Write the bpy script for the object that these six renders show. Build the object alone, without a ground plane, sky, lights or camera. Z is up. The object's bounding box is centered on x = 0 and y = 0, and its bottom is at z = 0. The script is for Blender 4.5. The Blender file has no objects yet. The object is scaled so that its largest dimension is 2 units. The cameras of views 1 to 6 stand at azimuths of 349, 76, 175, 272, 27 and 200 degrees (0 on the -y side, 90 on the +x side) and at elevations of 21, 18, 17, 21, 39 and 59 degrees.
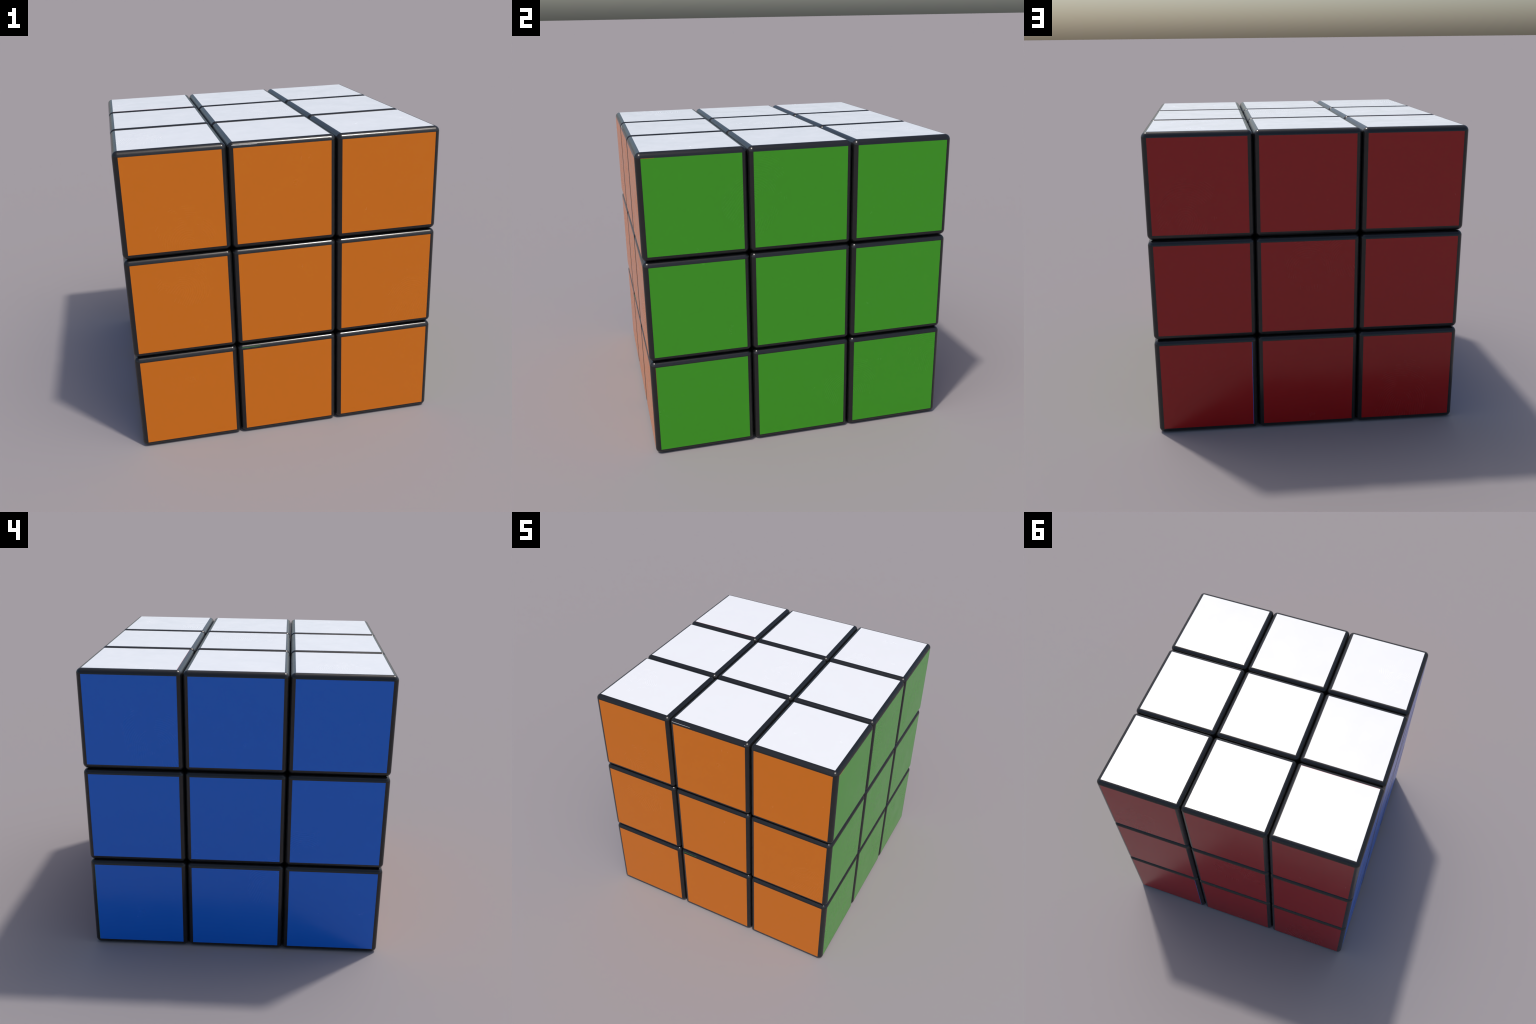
"""Twist puzzle cube: 3 x 3 x 3 rounded black cubelets, coloured square tiles on every outer face."""
import bpy
import bmesh
from math import cos, pi, radians, sin
from mathutils import Matrix, Vector

# ------------------------------------------------------------------ sizes (metres)
OUTER = 1.0            # half the cube's side
PROUD = 0.00025        # how far a tile stands out of its cubelet
GAP = 0.0030           # clearance between neighbouring cubelets
SIDE = (2 * (OUTER - PROUD) - 2 * GAP) / 3      # side of one cubelet
PITCH = SIDE + GAP                              # distance between cubelet centres
ROUND = 0.0330         # radius of the rounded cubelet edges
TILE_HALF = SIDE / 2 - ROUND                    # half the side of a coloured tile
CREASE = 0.0040        # how far the rounding leans away where it meets a tile
TILE_DEPTH = 0.0040    # tile thickness, mostly sunk into the cubelet
RIDGE = 0.0145         # spacing of the ridges in the finger marks

scene = bpy.context.scene
cube = bpy.data.objects.new("puzzle_cube", None)
scene.collection.objects.link(cube)
cube["label"] = "solved three by three twist puzzle cube, black body, coloured tiles"
cube["category"] = "puzzle cube"


# ------------------------------------------------------------------ materials
class Graph:
    """Small helper to chain shader nodes."""

    def __init__(self, tree):
        self.nodes, self.links = tree.nodes, tree.links

    def feed(self, socket, value):
        if isinstance(value, bpy.types.NodeSocket):
            self.links.new(value, socket)
        else:
            socket.default_value = value

    def math(self, operation, *values):
        n = self.nodes.new("ShaderNodeMath")
        n.operation = operation
        for socket, value in zip(n.inputs, values):
            self.feed(socket, value)
        return n.outputs[0]

    def vector(self, operation, *values):
        n = self.nodes.new("ShaderNodeVectorMath")
        n.operation = operation
        for socket, value in zip(n.inputs, values):
            self.feed(socket, value)
        return n.outputs["Value" if operation in ("LENGTH", "DOT_PRODUCT") else "Vector"]

    def remap(self, value, a, b, c, d, smooth=False):
        n = self.nodes.new("ShaderNodeMapRange")
        n.interpolation_type = "SMOOTHSTEP" if smooth else "LINEAR"
        for key, v in zip(("Value", "From Min", "From Max", "To Min", "To Max"), (value, a, b, c, d)):
            self.feed(n.inputs[key], v)
        return n.outputs["Result"]

    def noise(self, vector, scale, detail, roughness=0.5):
        n = self.nodes.new("ShaderNodeTexNoise")
        self.feed(n.inputs["Vector"], vector)
        n.inputs["Scale"].default_value = scale
        n.inputs["Detail"].default_value = detail
        n.inputs["Roughness"].default_value = roughness
        return n.outputs["Fac"]


def finger_mark(g, place, wobble, core, up, normal, size):
    """Ridges of one finger mark: arches over the core, running straight down below it."""
    up = Vector(up).normalized()
    side = up.cross(Vector(normal))
    rel = g.vector("SUBTRACT", place, core)
    x = g.vector("DOT_PRODUCT", rel, side)
    y = g.vector("DOT_PRODUCT", rel, up)
    flare = g.math("MULTIPLY", x, g.remap(y, -size, 0.0, 0.75, 1.0))
    over = g.math("MAXIMUM", y, 0.0)
    reach = g.math("SQRT", g.math("ADD", g.math("MULTIPLY", flare, flare), g.math("MULTIPLY", over, over)))
    phase = g.math("ADD", reach, g.math("MULTIPLY", wobble, 0.05))
    ridges = g.math("SINE", g.math("MULTIPLY", phase, 2 * pi / RIDGE))
    # oval finger tip, centred a little above the core
    lift = g.math("MULTIPLY", g.math("SUBTRACT", y, size * 0.25), 0.8)
    oval = g.math("SQRT", g.math("ADD", g.math("MULTIPLY", x, x), g.math("MULTIPLY", lift, lift)))
    tip = g.remap(oval, size * 0.75, size, 1.0, 0.0, smooth=True)
    return g.math("MULTIPLY", ridges, tip), tip


def plastic(name, colour, rough_low, rough_high, bump, marks=(), mottle=0.015):
    """Moulded plastic: faint mottling of the colour and of the gloss, fine grain, finger marks."""
    mat = bpy.data.materials.new(name)
    mat.use_nodes = True
    g = Graph(mat.node_tree)
    bsdf = g.nodes["Principled BSDF"]
    bsdf.inputs["Specular IOR Level"].default_value = 0.5

    coord = g.nodes.new("ShaderNodeTexCoord")
    coord.object = cube                         # one frame for the whole puzzle
    place = coord.outputs["Object"]

    cloud = g.noise(place, 5.0, 7.0, 0.65)
    mix = g.nodes.new("ShaderNodeMix")
    mix.data_type = "RGBA"
    mix.inputs["A"].default_value = (*[c * (1 - mottle) for c in colour], 1)
    mix.inputs["B"].default_value = (*[c * (1 + mottle) for c in colour], 1)
    g.feed(mix.inputs["Factor"], cloud)
    g.feed(bsdf.inputs["Base Color"], mix.outputs["Result"])

    rough = g.remap(cloud, 0.3, 0.7, rough_low, rough_high)
    height = g.math("MULTIPLY", g.noise(place, 45.0, 5.0, 0.6), 1.0)
    if marks:
        wobble = g.noise(place, 2.2, 1.0)
        worn = g.remap(g.noise(place, 6.0, 3.0), 0.36, 0.52, 0.0, 1.0, smooth=True)
        total = smudge = None
        for core, up, normal, size in marks:
            ridges, tip = finger_mark(g, place, wobble, core, up, normal, size)
            total = ridges if total is None else g.math("ADD", total, ridges)
            smudge = tip if smudge is None else g.math("MAXIMUM", smudge, tip)
        total = g.math("MULTIPLY", total, worn)
        height = g.math("ADD", height, g.math("MULTIPLY", total, MARK_HEIGHT))
        rough = g.math("ADD", rough, g.math("MULTIPLY", total, MARK_ROUGH))
        rough = g.math("ADD", rough, g.math("MULTIPLY", smudge, 0.012))
    g.feed(bsdf.inputs["Roughness"], rough)

    bmp = g.nodes.new("ShaderNodeBump")
    bmp.inputs["Strength"].default_value = 1.0
    bmp.inputs["Distance"].default_value = bump
    g.feed(bmp.inputs["Height"], height)
    g.feed(bsdf.inputs["Normal"], bmp.outputs["Normal"])
    return mat


MARK_HEIGHT = 0.10
MARK_ROUGH = 0.04
GRAIN = 0.00030        # depth of the grain on the tiles

# finger marks on each face: core, direction of the finger tip, outward normal, half width
FINGER_MARKS = {
    "orange_plastic": [
        ((-0.60, -1, 1.40), (-0.3, 0, 1), (0, -1, 0), 0.20),
        ((-0.66, -1, 1.10), (0.6, 0, 1), (0, -1, 0), 0.20),
        ((0.84, -1, 0.86), (0.5, 0, 1), (0, -1, 0), 0.20),
    ],
    "green_plastic": [
        ((1, -0.32, 1.66), (0, 0.6, 1), (1, 0, 0), 0.24),
        ((1, 0.33, 0.24), (0, 0.2, 1), (1, 0, 0), 0.22),
        ((1, 0.92, 0.46), (0, -0.5, 1), (1, 0, 0), 0.16),
    ],
    "red_plastic": [
        ((0.76, 1, 1.46), (-0.5, 0, 1), (0, 1, 0), 0.22),
        ((0.00, 1, 1.10), (0.05, 0, 1), (0, 1, 0), 0.17),
        ((-0.27, 1, 1.15), (0.5, 0, 1), (0, 1, 0), 0.16),
        ((-0.62, 1, 0.14), (-0.25, 0, 1), (0, 1, 0), 0.24),
    ],
    "blue_plastic": [
        ((-1, 0.52, 1.50), (0, 0.2, 1), (-1, 0, 0), 0.23),
        ((-1, -0.22, 0.50), (0, -0.3, 1), (-1, 0, 0), 0.18),
        ((-1, -0.46, 0.74), (0, 0.4, 1), (-1, 0, 0), 0.15),
    ],
    "white_plastic": [
        ((0.08, -0.04, 2), (0.7, 1, 0), (0, 0, 1), 0.24),
        ((0.50, 0.34, 2), (1, 0.5, 0), (0, 0, 1), 0.22),
        ((-0.84, -0.72, 2), (0.2, 1, 0), (0, 0, 1), 0.18),
    ],
    "yellow_plastic": [
        ((-0.50, 0.20, 0), (0.3, 1, 0), (0, 0, -1), 0.22),
    ],
}
COLOURS = {
    "orange_plastic": (0.656, 0.167, 0.0012),
    "red_plastic": (0.330, 0.0020, 0.0030),
    "green_plastic": (0.047, 0.334, 0.0090),
    "blue_plastic": (0.0008, 0.143, 0.660),
    "white_plastic": (0.780, 0.780, 0.780),
    "yellow_plastic": (0.760, 0.520, 0.0025),
}
BLACK = plastic("black_plastic", (0.0105, 0.0105, 0.0108), 0.17, 0.24, 0.00012)
TILE_MATERIALS = {
    name: plastic(name, c, 0.175, 0.28, GRAIN, FINGER_MARKS[name]) for name, c in COLOURS.items()
}
STREAK_MATERIALS = {name: plastic(name.replace("plastic", "paint"), c, 0.24, 0.30, GRAIN) for name, c in COLOURS.items()}

# outward direction of each face -> its colour
FACES = [
    (Vector((0, -1, 0)), "orange_plastic"),
    (Vector((0, 1, 0)), "red_plastic"),
    (Vector((1, 0, 0)), "green_plastic"),
    (Vector((-1, 0, 0)), "blue_plastic"),
    (Vector((0, 0, 1)), "white_plastic"),
    (Vector((0, 0, -1)), "yellow_plastic"),
]


# ------------------------------------------------------------------ meshes
def rounded_cubelet():
    bm = bmesh.new()
    bmesh.ops.create_cube(bm, size=SIDE)
    bmesh.ops.bevel(bm, geom=bm.edges[:], offset=ROUND, offset_type="OFFSET",
                    segments=10, profile=0.5, affect="EDGES", clamp_overlap=True)
    for f in bm.faces:
        f.smooth = True
        if all(abs(max(abs(c) for c in v.co) - SIDE / 2) < 1e-5 for v in f.verts) and f.calc_area() > 0.1:
            f.smooth = False
    mesh = bpy.data.meshes.new("cubelet")
    bm.to_mesh(mesh)
    bm.free()
    # smooth normals over the rounding, which meets the flat sides in a faint crease
    inner = SIDE / 2 - ROUND
    normals = []
    for face in mesh.polygons:
        points = [mesh.vertices[i].co for i in face.vertices]
        # axes along which this face bulges outwards: 1 = flat side, 2 = edge, 3 = corner
        bulge = [max(abs(p[i]) for p in points) > inner + 1e-5 for i in range(3)]
        for p in points:
            n = Vector((0, 0, 0))
            for i in range(3):
                if bulge[i]:
                    out = max(0.0, abs(p[i]) - inner)
                    lean = 1.0 if sum(bulge) < 3 else min(1.0, out / (0.25 * ROUND))
                    n[i] = (out + CREASE * lean) * (1 if p[i] > 0 else -1)
            normals.append(n.normalized())
    mesh.normals_split_custom_set(normals)
    mesh.materials.append(BLACK)
    return mesh


def tile_mesh(material):
    """Square plate facing +z, its front face at z = 0."""
    bm = bmesh.new()
    bmesh.ops.create_cube(bm, size=1.0)
    for v in bm.verts:
        v.co = Vector((v.co.x * 2 * TILE_HALF, v.co.y * 2 * TILE_HALF, (v.co.z - 0.5) * TILE_DEPTH))
    mesh = bpy.data.meshes.new("tile")
    bm.to_mesh(mesh)
    bm.free()
    mesh.materials.append(material)
    return mesh


# ------------------------------------------------------------------ assembly
def add(name, data, parent, matrix):
    ob = bpy.data.objects.new(name, data)
    scene.collection.objects.link(ob)
    ob.parent = parent
    ob.matrix_local = matrix
    return ob


CUBELET = rounded_cubelet()
TILES = {name: tile_mesh(mat) for name, mat in TILE_MATERIALS.items()}

bodies = {}
for ix in (-1, 0, 1):
    for iy in (-1, 0, 1):
        for iz in (-1, 0, 1):
            cell = Vector((ix, iy, iz))
            centre = cell * PITCH + Vector((0, 0, OUTER))
            core = cell.length == 0
            body = add("core" if core else "cubelet", CUBELET, cube, Matrix.Translation(centre))
            bodies[(ix, iy, iz)] = body
            for direction, colour in FACES:
                if cell.dot(direction) < 0.5:
                    continue
                turn = direction.to_track_quat("Z", "Y").to_matrix().to_4x4()
                place = Matrix.Translation(direction * (SIDE / 2 + PROUD)) @ turn
                add("tile", TILES[colour], body, place)


# ------------------------------------------------------------------ stray paint
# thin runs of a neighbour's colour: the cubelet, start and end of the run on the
# whole cube, its outward normal, its width and its colour
def streak(cell, start, end, normal, width, colour):
    start, end, normal = Vector(start), Vector(end), Vector(normal).normalized()
    along = (end - start).normalized()
    across = normal.cross(along)
    bm = bmesh.new()
    bmesh.ops.create_cube(bm, size=1.0)
    for v in bm.verts:
        v.co = Vector((v.co.x * (end - start).length, v.co.y * width, v.co.z * 0.0016))
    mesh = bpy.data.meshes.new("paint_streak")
    bm.to_mesh(mesh)
    bm.free()
    mesh.materials.append(STREAK_MATERIALS[colour])
    body = bodies[cell]
    frame = Matrix((along, across, normal)).transposed().to_4x4()
    centre = (start + end) / 2 - (Vector(cell) * PITCH + Vector((0, 0, OUTER)))
    add("paint_streak", mesh, body, Matrix.Translation(centre) @ frame)


def on_front_rounding(cell, x, angle):
    """Point and normal on the rounded upper front edge of a cubelet (0 = front, 90 = top)."""
    c = Vector(cell) * PITCH + Vector((0, 0, OUTER))
    inner = SIDE / 2 - ROUND
    n = Vector((0, -cos(radians(angle)), sin(radians(angle))))
    # sunk so that only a hair of the run stands out of the plastic
    return Vector((x, c.y - inner, c.z + inner)) + n * (ROUND - 0.0006), n


for cell, x0, x1, a0, a1, width, colour in (
    ((0, -1, 1), -0.308, -0.154, 28.0, 28.0, 0.0010, "white_plastic"),
    ((0, -1, 1), -0.308, -0.160, 31.5, 28.4, 0.0005, "white_plastic"),
    ((0, -1, 1), 0.292, 0.302, 28.0, 28.0, 0.0010, "white_plastic"),
    ((0, -1, -1), -0.306, -0.182, 26.0, 27.0, 0.0014, "green_plastic"),
):
    p0, n0 = on_front_rounding(cell, x0, a0)
    p1, n1 = on_front_rounding(cell, x1, a1)
    streak(cell, p0, p1, n0 + n1, width, colour)

EDGE_LO = PITCH - TILE_HALF        # inner edge of an outer tile, from the cube's centre line
EDGE_HI = PITCH + TILE_HALF        # its outer edge
LEVEL = OUTER - 0.0006             # just proud of the tiles' faces
streak((1, 1, -1), (EDGE_LO, LEVEL, 1 - EDGE_HI), (EDGE_LO, LEVEL, 1 - EDGE_LO), (0, 1, 0), 0.0022, "blue_plastic")
streak((-1, 1, 1), (-EDGE_HI, EDGE_LO, 1 + LEVEL), (-EDGE_LO, EDGE_LO, 1 + LEVEL), (0, 0, 1), 0.0018, "red_plastic")
streak((1, -1, 1), (LEVEL, -EDGE_HI, 1 + EDGE_HI), (LEVEL, -EDGE_HI + 0.08, 1 + EDGE_HI), (1, 0, 0), 0.0012, "orange_plastic")
streak((1, -1, -1), (LEVEL, -EDGE_HI, 1 - EDGE_LO), (LEVEL, -EDGE_HI, 1 - EDGE_LO - 0.22), (1, 0, 0), 0.0012, "red_plastic")
streak((-1, 1, -1), (-LEVEL, EDGE_HI, 1 - EDGE_LO), (-LEVEL, EDGE_HI, 1 - EDGE_HI), (-1, 0, 0), 0.0010, "green_plastic")
